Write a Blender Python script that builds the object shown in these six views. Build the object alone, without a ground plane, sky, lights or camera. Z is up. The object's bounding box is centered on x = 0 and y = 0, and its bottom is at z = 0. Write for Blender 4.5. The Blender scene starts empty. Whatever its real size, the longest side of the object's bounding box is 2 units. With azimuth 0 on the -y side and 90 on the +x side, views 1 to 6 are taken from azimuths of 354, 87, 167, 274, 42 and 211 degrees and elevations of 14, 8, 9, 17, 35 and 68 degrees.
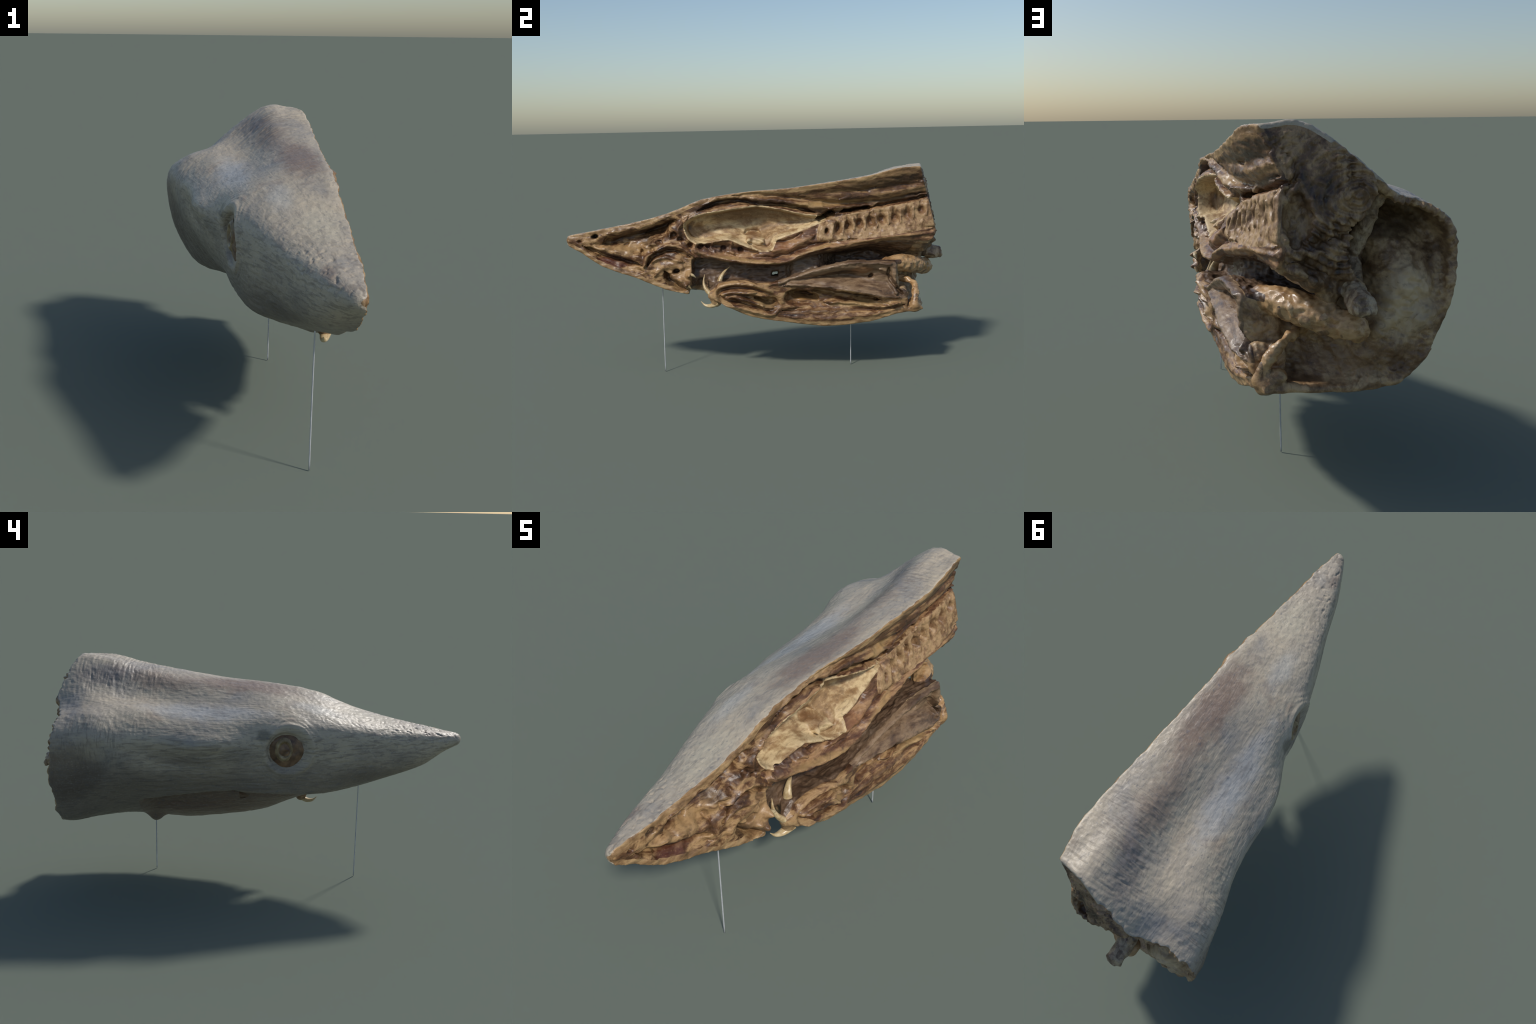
"""Half of a preserved shark head, sawn lengthwise, held up on two thin rods.

The body is modelled as one implicit solid: a lofted outer hull, trimmed by a
sculpted saw-cut face and by the neck cut, hollowed by the mouth, the gill
chamber, the eye socket and the nostril, with the hyoid bar and gill arch added
as tapered tubes.  The solid is polygonised once, wrinkled, and then divided
into anatomical parts that share the whole body's normals.
"""
import bpy
import math
import random
import numpy as np
from mathutils import Vector

random.seed(7)
RNG = np.random.default_rng(11)
H = 0.0046                                   # cell size of the solid

# ------------------------------------------------------------------ numeric kit
def sstep(a, b, x):
    t = np.clip((x - a) / (b - a), 0.0, 1.0)
    return t * t * (3.0 - 2.0 * t)

def smax(a, b, k):
    h = np.maximum(k - np.abs(a - b), 0.0) / k
    return np.maximum(a, b) + h * h * k * 0.25

def smin(a, b, k):
    return -smax(-a, -b, k)

def spline(pts, n, closed=False):
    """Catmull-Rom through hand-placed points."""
    p = np.array(pts, float)
    m = len(p)
    if closed:
        idx = lambda i: p[i % m]
        segs = m
    else:
        ext = np.vstack([2 * p[0] - p[1], p, 2 * p[-1] - p[-2]])
        idx = lambda i: ext[i + 1]
        segs = m - 1
    out = []
    for i in range(segs):
        a, b, c, d = idx(i - 1), idx(i), idx(i + 1), idx(i + 2)
        for t in np.linspace(0, 1, n, endpoint=False):
            out.append(0.5 * (2 * b + (c - a) * t + (2 * a - 5 * b + 4 * c - d) * t * t + (3 * b - a - 3 * c + d) * t ** 3))
    if not closed:
        out.append(p[-1])
    return np.array(out)

def seg_dist(U, V, pts, closed=False):
    """Distance from grid points to a polyline, and the parameter along it."""
    best = np.full(U.shape, 9e9, np.float32)
    par = np.zeros(U.shape, np.float32)
    p = np.asarray(pts)
    q = np.roll(p, -1, 0) if closed else p[1:]
    p = p if closed else p[:-1]
    n = len(p)
    for i in range(n):
        ax, ay = p[i]
        dx, dy = q[i] - p[i]
        L = dx * dx + dy * dy + 1e-12
        t = np.clip(((U - ax) * dx + (V - ay) * dy) / L, 0, 1)
        d = (U - ax - t * dx) ** 2 + (V - ay - t * dy) ** 2
        m = d < best
        best = np.where(m, d, best)
        par = np.where(m, (i + t) / n, par)
    return np.sqrt(best), par

def poly_sd(U, V, pts):
    """Signed distance to a closed outline, negative inside."""
    d, _ = seg_dist(U, V, pts, True)
    inside = np.zeros(U.shape, bool)
    p = np.asarray(pts)
    q = np.roll(p, -1, 0)
    for (ax, ay), (bx, by) in zip(p, q):
        if ay == by:
            continue
        c = ((ay > V) != (by > V)) & (U < (bx - ax) * (V - ay) / (by - ay) + ax)
        inside ^= c
    return np.where(inside, -d, d).astype(np.float32)

def scattered(U, V, table, smooth=.0):
    """Smooth surface through a few (u, v, value) marks (multiquadric)."""
    T = np.array(table, float)
    core = lambda du, dv: np.sqrt(du * du + dv * dv + .004)
    K = core(T[:, None, 0] - T[None, :, 0], T[:, None, 1] - T[None, :, 1]) - smooth * np.eye(len(T))
    A = np.block([[K, np.ones((len(T), 1))], [np.ones((1, len(T))), np.zeros((1, 1))]])
    w = np.linalg.solve(A, np.append(T[:, 2], 0))
    out = np.full(U.shape, w[-1])
    for (u, v, _), k in zip(T, w):
        out += k * core(U - u, V - v)
    return out

GRAD = RNG.normal(size=(32, 32, 32, 3)).astype(np.float32)
GRAD /= np.linalg.norm(GRAD, axis=-1, keepdims=True)
TILT = np.array([[.80, .36, -.48], [-.60, .48, -.64], [0, .80, .60]])
def noise(P, scale, off=0.0):
    """Gradient noise, about -1..1; scale may differ per axis."""
    Q = P * np.asarray(scale, float) + off + 100.0
    I = np.floor(Q).astype(int)
    f = (Q - I).astype(np.float32)
    w = f * f * f * (f * (f * 6 - 15) + 10)
    out = 0.0
    for a in (0, 1):
        for b in (0, 1):
            for c in (0, 1):
                g = GRAD[(I[:, 0] + a) & 31, (I[:, 1] + b) & 31, (I[:, 2] + c) & 31]
                d = g[:, 0] * (f[:, 0] - a) + g[:, 1] * (f[:, 1] - b) + g[:, 2] * (f[:, 2] - c)
                k = (w[:, 0] if a else 1 - w[:, 0]) * (w[:, 1] if b else 1 - w[:, 1]) * (w[:, 2] if c else 1 - w[:, 2])
                out = out + d * k
    return out * 1.5

def fbm(P, scale, octaves=3, off=0.0):
    s = np.asarray(scale, float) * np.ones(3)
    out, amp = 0.0, 1.0
    for o in range(octaves):
        out = out + amp * noise(P, s, off + 17.3 * o)
        if np.ptp(s) == 0:
            P = P @ TILT
        s, amp = s * 2.03, amp * 0.5
    return out

def ridged(P, scale, off=0.0):
    return 1.0 - 2.0 * np.abs(noise(P, scale, off))

# ------------------------------------------------------------------ grid
xs = np.arange(-0.345, 0.345, H)
ys = np.arange(-1.012, 1.015, H)
zs = np.arange(0.225, 1.115, H)
nx, ny, nz = len(xs), len(ys), len(zs)
X = xs[:, None, None].astype(np.float32)
Y = ys[None, :, None].astype(np.float32)
Z = zs[None, None, :].astype(np.float32)

# ------------------------------------------------------------------ outer hull
# Each station: the outline of the skin in (x, z), from the saw cut over the
# crown, shoulder, flank and throat back to the saw cut.
STATIONS = {
    -1.005: [(.225, .747), (.205, .746), (.190, .742), (.180, .735), (.175, .727), (.174, .718), (.177, .710), (.188, .703), (.205, .699), (.225, .697)],
    -.93: [(.22, .759), (.19, .758), (.165, .753), (.148, .743), (.14, .729), (.138, .712), (.142, .695), (.155, .678), (.18, .665), (.22, .657)],
    -.82: [(.22, .779), (.17, .775), (.13, .765), (.108, .751), (.097, .73), (.093, .70), (.095, .66), (.112, .62), (.15, .595), (.22, .585)],
    -.65: [(.22, .810), (.15, .803), (.095, .787), (.062, .767), (.046, .742), (.043, .70), (.046, .635), (.066, .575), (.115, .537), (.22, .522)],
    -.48: [(.22, .853), (.13, .840), (.06, .821), (.014, .798), (-.008, .767), (-.015, .715), (-.013, .64), (.008, .56), (.065, .495), (.22, .455)],
    -.28: [(.22, .925), (.12, .897), (.03, .867), (-.035, .831), (-.066, .794), (-.078, .735), (-.072, .65), (-.056, .54), (-.002, .461), (.22, .415)],
    -.05: [(.22, .957), (.12, .936), (.02, .894), (-.058, .854), (-.104, .804), (-.123, .738), (-.110, .66), (-.088, .53), (-.015, .412), (.22, .312)],
    .13: [(.22, .968), (.13, .948), (.02, .892), (-.088, .842), (-.153, .795), (-.196, .745), (-.156, .655), (-.110, .54), (.0, .385), (.22, .276)],
    .35: [(.22, .995), (.125, .970), (.015, .893), (-.10, .853), (-.178, .803), (-.235, .727), (-.195, .64), (-.150, .535), (-.01, .362), (.22, .252)],
    .55: [(.22, 1.024), (.13, 1.005), (.005, .912), (-.12, .878), (-.202, .822), (-.262, .74), (-.235, .64), (-.182, .53), (-.025, .358), (.22, .268)],
    .72: [(.22, 1.062), (.125, 1.055), (-.005, .948), (-.12, .900), (-.222, .862), (-.290, .785), (-.280, .67), (-.235, .515), (-.085, .342), (.22, .308)],
    .84: [(.24, 1.068), (.13, 1.072), (-.01, .975), (-.12, .885), (-.22, .85), (-.298, .79), (-.312, .68), (-.265, .49), (-.13, .328), (.22, .32)],
    1.02: [(.24, 1.06), (.13, 1.06), (-.01, .965), (-.11, .86), (-.21, .83), (-.288, .77), (-.304, .68), (-.258, .50), (-.13, .345), (.22, .345)],
}
keys = np.array(sorted(STATIONS))
cage = np.array([STATIONS[k] for k in keys])

def hermite_along(y):
    """Station cage at y: shape-preserving cubic along the body."""
    i = int(np.clip(np.searchsorted(keys, y) - 1, 0, len(keys) - 2))
    def slope(j):
        if j == 0:
            return (cage[1] - cage[0]) / (keys[1] - keys[0])
        if j == len(keys) - 1:
            return (cage[-1] - cage[-2]) / (keys[-1] - keys[-2])
        a = (cage[j] - cage[j - 1]) / (keys[j] - keys[j - 1])
        b = (cage[j + 1] - cage[j]) / (keys[j + 1] - keys[j])
        return np.where(a * b > 0, 2 * a * b / (a + b + np.where(a + b == 0, 1, 0)), 0)
    h = keys[i + 1] - keys[i]
    t = np.clip((y - keys[i]) / h, 0, 1)
    return ((2 * t ** 3 - 3 * t ** 2 + 1) * cage[i] + (t ** 3 - 2 * t ** 2 + t) * h * slope(i)
            + (-2 * t ** 3 + 3 * t ** 2) * cage[i + 1] + (t ** 3 - t ** 2) * h * slope(i + 1))

def upsample(A, n, axis):
    m = A.shape[axis]
    pos = np.minimum(np.arange(n) / 2.0, m - 1.0001)
    i = pos.astype(int)
    f = (pos - i).astype(np.float32)
    sh = [1, 1, 1]
    sh[axis] = n
    f = f.reshape(sh)
    return np.take(A, i, axis) * (1 - f) + np.take(A, i + 1, axis) * f

def build_hull():
    cx = np.arange(nx // 2 + 2) * 2 * H + xs[0]
    cz = np.arange(nz // 2 + 2) * 2 * H + zs[0]
    cy = np.arange(ny // 2 + 2) * 2 * H + ys[0]
    U, V = np.meshgrid(cx, cz, indexing="ij")
    U = U.astype(np.float32)
    V = V.astype(np.float32)
    A = np.empty((len(cx), len(cy), len(cz)), np.float32)
    for j, y in enumerate(cy):
        c = spline(hermite_along(y), 5)
        a = c[0] + np.array([.25, .012])
        b = c[-1] + np.array([.25, -.02])
        A[:, j, :] = poly_sd(U, V, np.vstack([c, b, a]))
    A = upsample(A, nx, 0)
    A = upsample(A, ny, 1)
    return upsample(A, nz, 2)

HULL = build_hull()
# hollow cheek under the brow ridge
ell = np.sqrt(((X + .287) / .085) ** 2 + ((Y - .30) / .24) ** 2 + ((Z - .672 - .16 * (Y - .28)) / .07) ** 2) - 1
HULL = smax(HULL, -(ell * .06).astype(np.float32), .05)
del ell

# ------------------------------------------------------------------ saw-cut face
GY, GZ = np.meshgrid(ys, zs, indexing="ij")
FACE0 = scattered(GY, GZ, [
    (-1, .73, .205), (-.85, .77, .225), (-.7, .80, .232), (-.53, .84, .24), (-.33, .91, .245), (-.15, .947, .252), (0, .962, .262), (.2, .975, .275),
    (.4, 1.0, .285), (.55, 1.02, .29), (.7, 1.05, .283), (.8, 1.075, .258), (.86, 1.05, .245), (-.86, .72, .222), (-.75, .6, .225), (-.5, .48, .235),
    (-.4, .757, .24), (-.09, .915, .24), (.1, .90, .245), (.3, .93, .25), (.6, .96, .252), (.8, 1.0, .238), (.88, .98, .215), (.31, .81, .225), (.45, .845, .208),
    (.6, .86, .20), (.8, .89, .20), (.889, .905, .190), (.45, .77, .212), (.65, .79, .206), (.85, .83, .205), (.904, .716, .215), (.5, .677, .232), (.7, .702, .228),
    (.55, .70, .235), (.75, .715, .235), (.114, .602, .268), (-.15, .62, .255), (-.24, .42, .268), (.02, .39, .275), (.2, .3, .262), (.2, .40, .272), (.5, .3, .272),
    (.665, .58, .298), (.3, .5, .292), (.8, .31, .25), (-.05, .51, .30), (-.35, .58, .25), (.46, .59, .30), (-.3, .75, .24), (0, .8, .236),
], .03)

PW = np.stack([0 * GY.ravel(), GY.ravel(), GZ.ravel()], 1)
WY = GY + (fbm(PW, 24, 2, 44.0) * .007).reshape(GY.shape)
WZ = GZ + (fbm(PW, 24, 2, 64.0) * .006).reshape(GY.shape)

def stroke(pts, width, depth, ends=True):
    """Soft ridge (+) or furrow (-) along a spline on the cut face."""
    d, t = seg_dist(WY, WZ, spline(pts, 6))
    taper = np.clip(np.minimum(t, 1 - t) * 8, 0.15, 1) if ends else 1.0
    return depth * np.exp(-(d / (width * taper)) ** 2)

def pit(y, z, ry, rz, depth, ang=0.0, edge=0.45):
    a = math.radians(ang)
    u = ((WY - y) * math.cos(a) + (WZ - z) * math.sin(a)) / ry
    v = (-(WY - y) * math.sin(a) + (WZ - z) * math.cos(a)) / rz
    return -depth * sstep(1.0, 1.0 - edge, np.sqrt(u * u + v * v))

def basin(pts, depth, edge):
    return -depth * sstep(0.0, -edge, poly_sd(WY, WZ, spline(pts, 5, True)))

BRAIN = [(-.395, .775), (-.382, .809), (-.326, .841), (-.214, .861), (-.102, .875), (-.013, .882), (.099, .864), (.21, .837), (.311, .82),
         (.334, .80), (.266, .772), (.175, .739), (.085, .707), (.05, .655), (-.018, .653), (-.096, .683), (-.173, .714), (-.274, .699), (-.33, .697), (-.374, .724)]
ROOF = [(-.354, .614), (-.31, .62), (-.21, .604), (-.053, .583), (.07, .58), (.138, .589), (.228, .624), (.307, .644), (.398, .653), (.511, .674), (.624, .688), (.738, .702), (.897, .706), (1.0, .71)]
FLOOR = [(-.26, .445), (-.225, .49), (-.15, .503), (-.078, .504), (-.023, .487), (.056, .489), (.146, .515), (.258, .551), (.337, .569), (.461, .594), (.562, .588), (.664, .582), (.732, .582), (.9, .585), (1.0, .58)]
MOUTH = ROOF + FLOOR[::-1] + [(-.25, .37), (-.28, .33), (-.36, .36), (-.385, .44), (-.36, .48), (-.352, .54)]
SPINE_UP = [(.30, .775), (.334, .79), (.424, .823), (.56, .848), (.696, .868), (.877, .90), (.96, .915)]
SPINE_LO = [(.96, .752), (.901, .745), (.696, .718), (.514, .70), (.344, .689), (.287, .70)]
SPINE = SPINE_UP + SPINE_LO
JAW_RING = [(-.248, .427), (-.23, .466), (-.168, .484), (-.079, .485), (.011, .46), (.088, .412), (.099, .366), (.053, .321), (-.037, .335), (-.126, .366), (-.215, .38)]
WEDGE = [(.111, .486), (.258, .53), (.45, .57), (.664, .569), (.70, .413), (.619, .416), (.46, .45), (.302, .476)]

relief = np.zeros_like(GY)
# skull: braincase scoop, with its floor and the knobs in it
sd_brain = poly_sd(GY, GZ, spline(BRAIN, 5, True))
relief += -(.048 * sstep(0, -.022, sd_brain) + .018 * sstep(-.02, -.08, sd_brain)) * sstep(.40, .10, GY + .25 * (.8 - GZ))
relief += sstep(0, -.03, sd_brain) * .030 * sstep(.76, .69, GZ - .12 * np.clip(GY, -1, 1))
relief += stroke([(-.075, .70), (-.045, .722), (-.01, .712), (.015, .69)], .018, .026)
relief += stroke([(-.085, .735), (-.05, .742), (.0, .735)], .012, -.02)
relief += stroke(BRAIN[:9], .012, .010) + stroke(BRAIN[14:] + BRAIN[:1], .010, .008)
# seams over the braincase and in the back muscle
relief += stroke([(-.325, .858), (-.224, .90), (-.112, .912), (-.013, .889), (.121, .883), (.211, .862), (.289, .837)], .013, -.028)
relief += stroke([(-.30, .89), (-.2, .925), (-.05, .925), (.1, .905), (.25, .875), (.4, .865)], .012, .010)
relief += stroke([(-.15, .935), (0, .935), (.2, .915), (.4, .885), (.62, .89), (.88, .935)], .014, -.014)
relief += stroke([(.35, .862), (.5, .868), (.7, .895), (.9, .925)], .014, .010)
relief += stroke([(.4, .905), (.6, .925), (.86, .965)], .013, .007)
relief += stroke([(.5, .95), (.7, .97), (.85, 1.0)], .022, -.008)
relief += stroke([(.2, .935), (.4, .945), (.6, .965)], .016, -.007)
# slits above the spine
relief += stroke([(.285, .803), (.325, .815), (.36, .832), (.385, .839)], .012, -.09)
relief += stroke([(.41, .838), (.47, .846), (.54, .855), (.58, .86)], .008, -.07)
relief += stroke([(.58, .862), (.70, .882), (.80, .90), (.88, .915)], .010, -.03)
# vertebral column with its row of pits
sd_spine = poly_sd(GY, GZ, spline(SPINE, 5, True))
relief += .012 * sstep(.006, -.02, sd_spine)
PITS = [(.34, .742), (.399, .754), (.452, .766), (.511, .774), (.571, .782), (.631, .793), (.698, .803), (.764, .817), (.838, .838)]
for i, (py, pz) in enumerate(PITS):
    k = 0.55 if i == 0 else 1.0
    deep = .034 - .0022 * i
    relief += pit(py, pz + .002, .0255 * k, .036 * k, deep, 8, .8)
    relief += pit(py - .002, pz + .040, .012, .022, .007, 8, .9)
    relief += stroke([(py + .029, pz + .045), (py + .030, pz + .01), (py + .028, pz - .03)], .006, .006)
    relief += stroke([(py + .010, pz - .06), (py + .004, pz - .045)], .008, .005)
relief += stroke(SPINE_UP[2:6], .010, .008) + stroke(SPINE_LO[1:5], .012, .010)
# palate folds under the skull
relief += stroke([(-.353, .662), (-.276, .636), (-.165, .609), (-.053, .595), (.059, .590), (.127, .598), (.228, .636), (.308, .657), (.398, .668), (.511, .686), (.70, .705), (.897, .722)], .011, .013, False)
relief += stroke([(-.33, .69), (-.242, .652), (-.142, .629), (-.03, .621), (.06, .618), (.128, .628), (.23, .665), (.309, .685), (.5, .70)], .009, -.011)
relief += stroke([(.03, .66), (.13, .66), (.22, .70), (.28, .725)], .016, .012)
relief += stroke([(-.30, .685), (-.2, .675), (-.1, .655), (-.02, .64)], .018, -.022)
relief += stroke([(.06, .69), (.14, .70), (.22, .735)], .010, -.012)
for py, pz in [(-.364, .688), (-.31, .68), (-.197, .66), (-.107, .655)]:
    relief += pit(py, pz, .02, .022, .022, 0, .7)
relief += stroke([(-.335, .70), (-.342, .67), (-.335, .645)], .008, .010) + stroke([(-.25, .70), (-.258, .67), (-.24, .645)], .008, .012) + stroke([(-.15, .70), (-.155, .66), (-.14, .635)], .008, .010)
relief += basin([(-.88, .70), (-.72, .745), (-.55, .79), (-.46, .80), (-.47, .72), (-.55, .685), (-.62, .62), (-.75, .655)], .034, .05)
# snout: jelly-filled hollows and the red strip under them
relief += pit(-.855, .742, .022, .013, .035, 10, .6) + pit(-.932, .718, .018, .010, .012, 0, .7)
relief += stroke([(-.815, .704), (-.74, .724), (-.673, .74), (-.55, .768), (-.449, .812)], .022, -.036)
relief += stroke([(-.60, .75), (-.5, .785), (-.43, .82)], .012, -.018)
relief += stroke([(-.80, .752), (-.70, .772), (-.58, .792), (-.46, .845)], .011, .006)
for by, bz, r, s in [(-.737, .672, .05, .014), (-.677, .662, .035, .013), (-.609, .682, .04, .018), (-.638, .641, .026, .010), (-.80, .682, .03, .010), (-.55, .71, .045, .016)]:
    relief += s * np.exp(-((GY - by) ** 2 + (GZ - bz) ** 2 * 2.2) / (r * .7) ** 2)
relief += stroke([(-.92, .69), (-.832, .652), (-.777, .634), (-.701, .608), (-.613, .583)], .012, -.034)
relief += stroke([(-.854, .64), (-.779, .61), (-.691, .582), (-.614, .555)], .022, -.014)
relief += stroke([(-.56, .69), (-.565, .665), (-.53, .65)], .010, -.016) + pit(-.615, .655, .012, .02, .018) + pit(-.70, .695, .02, .008, .012, 15)
relief += stroke([(-.612, .57), (-.60, .612), (-.566, .65), (-.509, .679), (-.453, .692), (-.398, .668), (-.333, .62)], .010, .016)
relief += stroke([(-.598, .575), (-.567, .622), (-.499, .655), (-.433, .655), (-.355, .618)], .009, -.018)
relief += stroke([(-.57, .60), (-.53, .625), (-.46, .62), (-.40, .60)], .009, .012)
relief += stroke([(-.56, .53), (-.51, .575), (-.45, .59), (-.40, .57)], .018, .010)
relief += pit(-.441, .553, .026, .016, .035, 30, .5) + stroke([(-.50, .555), (-.478, .506), (-.43, .474), (-.394, .455)], .016, -.045)
for by, bz, r, s in [(-.375, .535, .02, .028), (-.392, .483, .022, .03), (-.415, .508, .02, .02), (-.45, .515, .03, .012), (-.36, .51, .012, .012)]:
    relief += s * np.exp(-((GY - by) ** 2 + (GZ - bz) ** 2) / (r * .8) ** 2)
relief += pit(-.446, .742, .026, .02, .022, 20, .7) + pit(-.415, .718, .024, .016, .024, -20, .7) + pit(-.483, .777, .02, .012, .012, 30) + pit(-.525, .705, .022, .014, .014)
relief += stroke([(-.41, .70), (-.425, .74), (-.415, .79), (-.37, .84)], .012, .012)
# lower jaw: nested rings round a hollow, the tongue sheet and bands of muscle
sd_ring = poly_sd(GY, GZ, spline(JAW_RING, 5, True))
relief += .012 * np.cos(np.clip(sd_ring / .021, -4.2, 0) * math.pi) * sstep(.02, 0.0, sd_ring) * sstep(.16, .02, np.abs(GY + .1) - .08)
relief += basin([(-.052, .416), (.021, .422), (.077, .40), (.078, .366), (.031, .352), (-.024, .385)], .05, .022)
relief += pit(.04, .378, .02, .010, -.025, 0, .9)
relief += stroke([(-.2, .41), (-.12, .43), (-.03, .445)], .010, .012) + stroke([(-.22, .42), (-.14, .40), (-.05, .375), (.0, .345)], .012, -.014)
relief += basin([(.115, .44), (.201, .455), (.285, .42), (.30, .378), (.222, .381), (.15, .40)], .058, .03)
sd_wedge = poly_sd(GY, GZ, spline(WEDGE, 5, True))
relief += -.062 * sstep(0, -.06, sd_wedge) * sstep(.08, .25, GY) * (1 - .45 * sstep(.45, .62, GY))
relief += stroke([(-.05, .496), (.056, .482), (.146, .508), (.258, .543), (.337, .561), (.461, .585), (.562, .58), (.664, .574)], .011, .010, False)
relief += stroke([(.10, .47), (.2, .475), (.302, .462), (.46, .44), (.62, .405), (.72, .39)], .010, .014)
relief += stroke([(.25, .44), (.314, .43), (.461, .405), (.621, .378)], .018, -.055) + stroke([(.36, .445), (.5, .42), (.6, .40)], .008, .008)
relief += stroke([(.314, .374), (.393, .372), (.507, .362), (.621, .348), (.72, .365)], .011, .022)
relief += stroke([(.10, .335), (.25, .345), (.45, .335), (.62, .33), (.75, .35)], .010, -.014)
relief += stroke([(.11, .31), (.3, .29), (.5, .30), (.7, .33)], .014, .006)
relief += basin([(.12, .43), (.3, .43), (.5, .40), (.66, .37), (.66, .335), (.4, .335), (.2, .345), (.12, .37)], .032, .03)
relief += .02 * np.exp(-((GY - .517) ** 2 / .045 ** 2 + (GZ - .535) ** 2 / .022 ** 2)) + pit(.568, .503, .02, .014, .025, 0, .6)
relief += stroke([(.60, .545), (.66, .52), (.69, .45), (.70, .40)], .012, .010) + stroke([(.655, .56), (.665, .5), (.70, .44), (.73, .405)], .008, -.03)

# the mouth is hollowed out separately; keep the relief off its opening
sd_mouth = poly_sd(GY, GZ, spline(MOUTH, 5, True))
in_mouth = sstep(.012, -.010, sd_mouth)
relief = np.where(relief < 0, 1.35, 1.3) * relief * (1 - in_mouth)

# grain of the sawn tissue, drawn out along the head
PG = np.stack([np.zeros(GY.size), GY.ravel(), GZ.ravel()], 1)
grain = (fbm(PG, (1, 14, 38), 4) * .0035 + (ridged(PG, (1, 9, 45), 5.0) + ridged(PG, (1, 22, 60), 9.0) * .6) * .0022).reshape(GY.shape)
lump = (fbm(PG, (1, 26, 26), 3, 3.0) * .0035).reshape(GY.shape)
inbrain = sstep(0, -.02, sd_brain)
FACE = FACE0 + relief + grain * (1 - .6 * inbrain) * (1 - in_mouth) + lump * sstep(.35, -.35, GY) * (1 - .5 * inbrain)
gy, gz = np.gradient(FACE, H)
CUT = ((X - FACE[None].astype(np.float32)) / np.sqrt(1 + gy * gy + gz * gz)[None].astype(np.float32)).astype(np.float32)

# ------------------------------------------------------------------ assembling the solid
XX, ZZ = np.meshgrid(xs, zs, indexing="ij")
NECK = scattered(XX, ZZ, [
    (.25, 1.05, .875), (.1, 1.05, .893), (0, .97, .90), (-.05, .92, .90), (-.15, .86, .872), (-.3, .78, .865), (-.31, .62, .89), (-.27, .5, .885), (-.15, .36, .878),
    (.05, .32, .875), (.22, .33, .84), (.27, .36, .81), (.28, .45, .71), (.27, .55, .70), (.25, .72, .925), (.24, .8, .915), (.21, .9, .90), (.1, .8, .915), (.05, .9, .91),
    (.1, .65, .90), (.15, .95, .90), (.03, .72, .895)], .01)
for pts, w, d in (([(.25, 1.02), (.18, .99), (.16, .94), (.19, .88)], .016, .035), ([(.06, 1.03), (.02, .98), (.01, .93)], .018, .022), ([(-.02, .80), (.06, .76), (.14, .745)], .014, .028),
                  ([(.14, .70), (.08, .66), (.03, .62)], .018, .03), ([(.18, .685), (.12, .645)], .012, -.018), ([(.12, .92), (.06, .86), (.10, .80)], .02, -.014)):
    NECK -= d * np.exp(-(seg_dist(XX, ZZ, spline(pts, 6))[0] / w) ** 2)
NECK += (fbm(np.stack([XX.ravel(), 0 * XX.ravel(), ZZ.ravel()], 1), 18, 4, 2.0) * .014).reshape(XX.shape)
BACK = (Y - NECK[:, None, :].astype(np.float32))

S = HULL.copy()
# the lower jaw sits a little inside the upper lip
LIP_Y = np.array([-.40, -.25, 0, .13, .35, .5, .62])
LIP_Z = np.array([.44, .452, .468, .475, .452, .425, .40])
lip = np.interp(ys, LIP_Y, LIP_Z)[None, :, None].astype(np.float32) + (X + .15) * .14
inset = sstep(.012, -.012, Z - lip) * sstep(-.40, -.30, Y) * sstep(.54, .44, Y) * sstep(.16, -.04, X)
S += ((.024 + .026 * sstep(-.12, .12, Y) * sstep(.33, .42, Z)) * inset).astype(np.float32)
S = smax(S, CUT, .006)
S = smax(S, BACK, .008)
S = smax(S, -1.001 - Y, .02)
# mouth and throat: roof and floor slope away from the saw cut, a web hangs across
inward = np.maximum(.27 - X, 0)
roof = np.interp(ys, [p[0] for p in ROOF], [p[1] for p in ROOF])[None, :, None] - np.interp(ys, [-.3, 0, .3, .6, .8], [.05, .15, .24, .28, .72])[None, :, None] * inward
floor = np.interp(ys, [p[0] for p in FLOOR], [p[1] for p in FLOOR])[None, :, None] - np.interp(ys, [-.3, 0, .3, .7], [.10, .22, .26, .25])[None, :, None] * inward
mouth = np.maximum(np.maximum(Z - roof, floor - Z), -.36 - Y)
mouth = np.minimum(mouth, np.maximum(sd_mouth[None], np.abs(X - .2) - .13) + np.where(Y > -.1, 1, 0))
web = np.interp(ys, [-.40, -.20, .05, .13, .17, .29, .35, .41], [.185, .17, .14, .15, .205, .205, .13, .02])[None, :, None] - .25 * np.clip(Z - .56, -.1, .1)
mouth = smax(mouth, (web - X) * .8, .02)
mouth = smax(mouth, HULL + .035, .01)
mouth = mouth.astype(np.float32)
S = smax(S, -mouth, .008)
MOUTH_D = mouth
del inward, roof, floor
# front of the lower jaw, U-shaped from below
jaw_front = np.interp(xs, [-.12, -.05, 0, .1, .2, .3], [.05, -.04, -.12, -.205, -.24, -.255])[:, None, None].astype(np.float32)
gap = np.maximum(np.maximum(Y - jaw_front, Z - (.412 + .055 * sstep(.14, .20, X))), -.375 + .10 * sstep(.12, -.08, X) - Y)
S = smax(S, -gap, .008)
ell = np.sqrt(((X - .28) / .12) ** 2 + ((Y + .31) / .062) ** 2 + ((Z - .45) / .10) ** 2) - 1
front = np.maximum(ell * .07, Y - jaw_front - .03)
S = smax(S, -front, .012)
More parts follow.
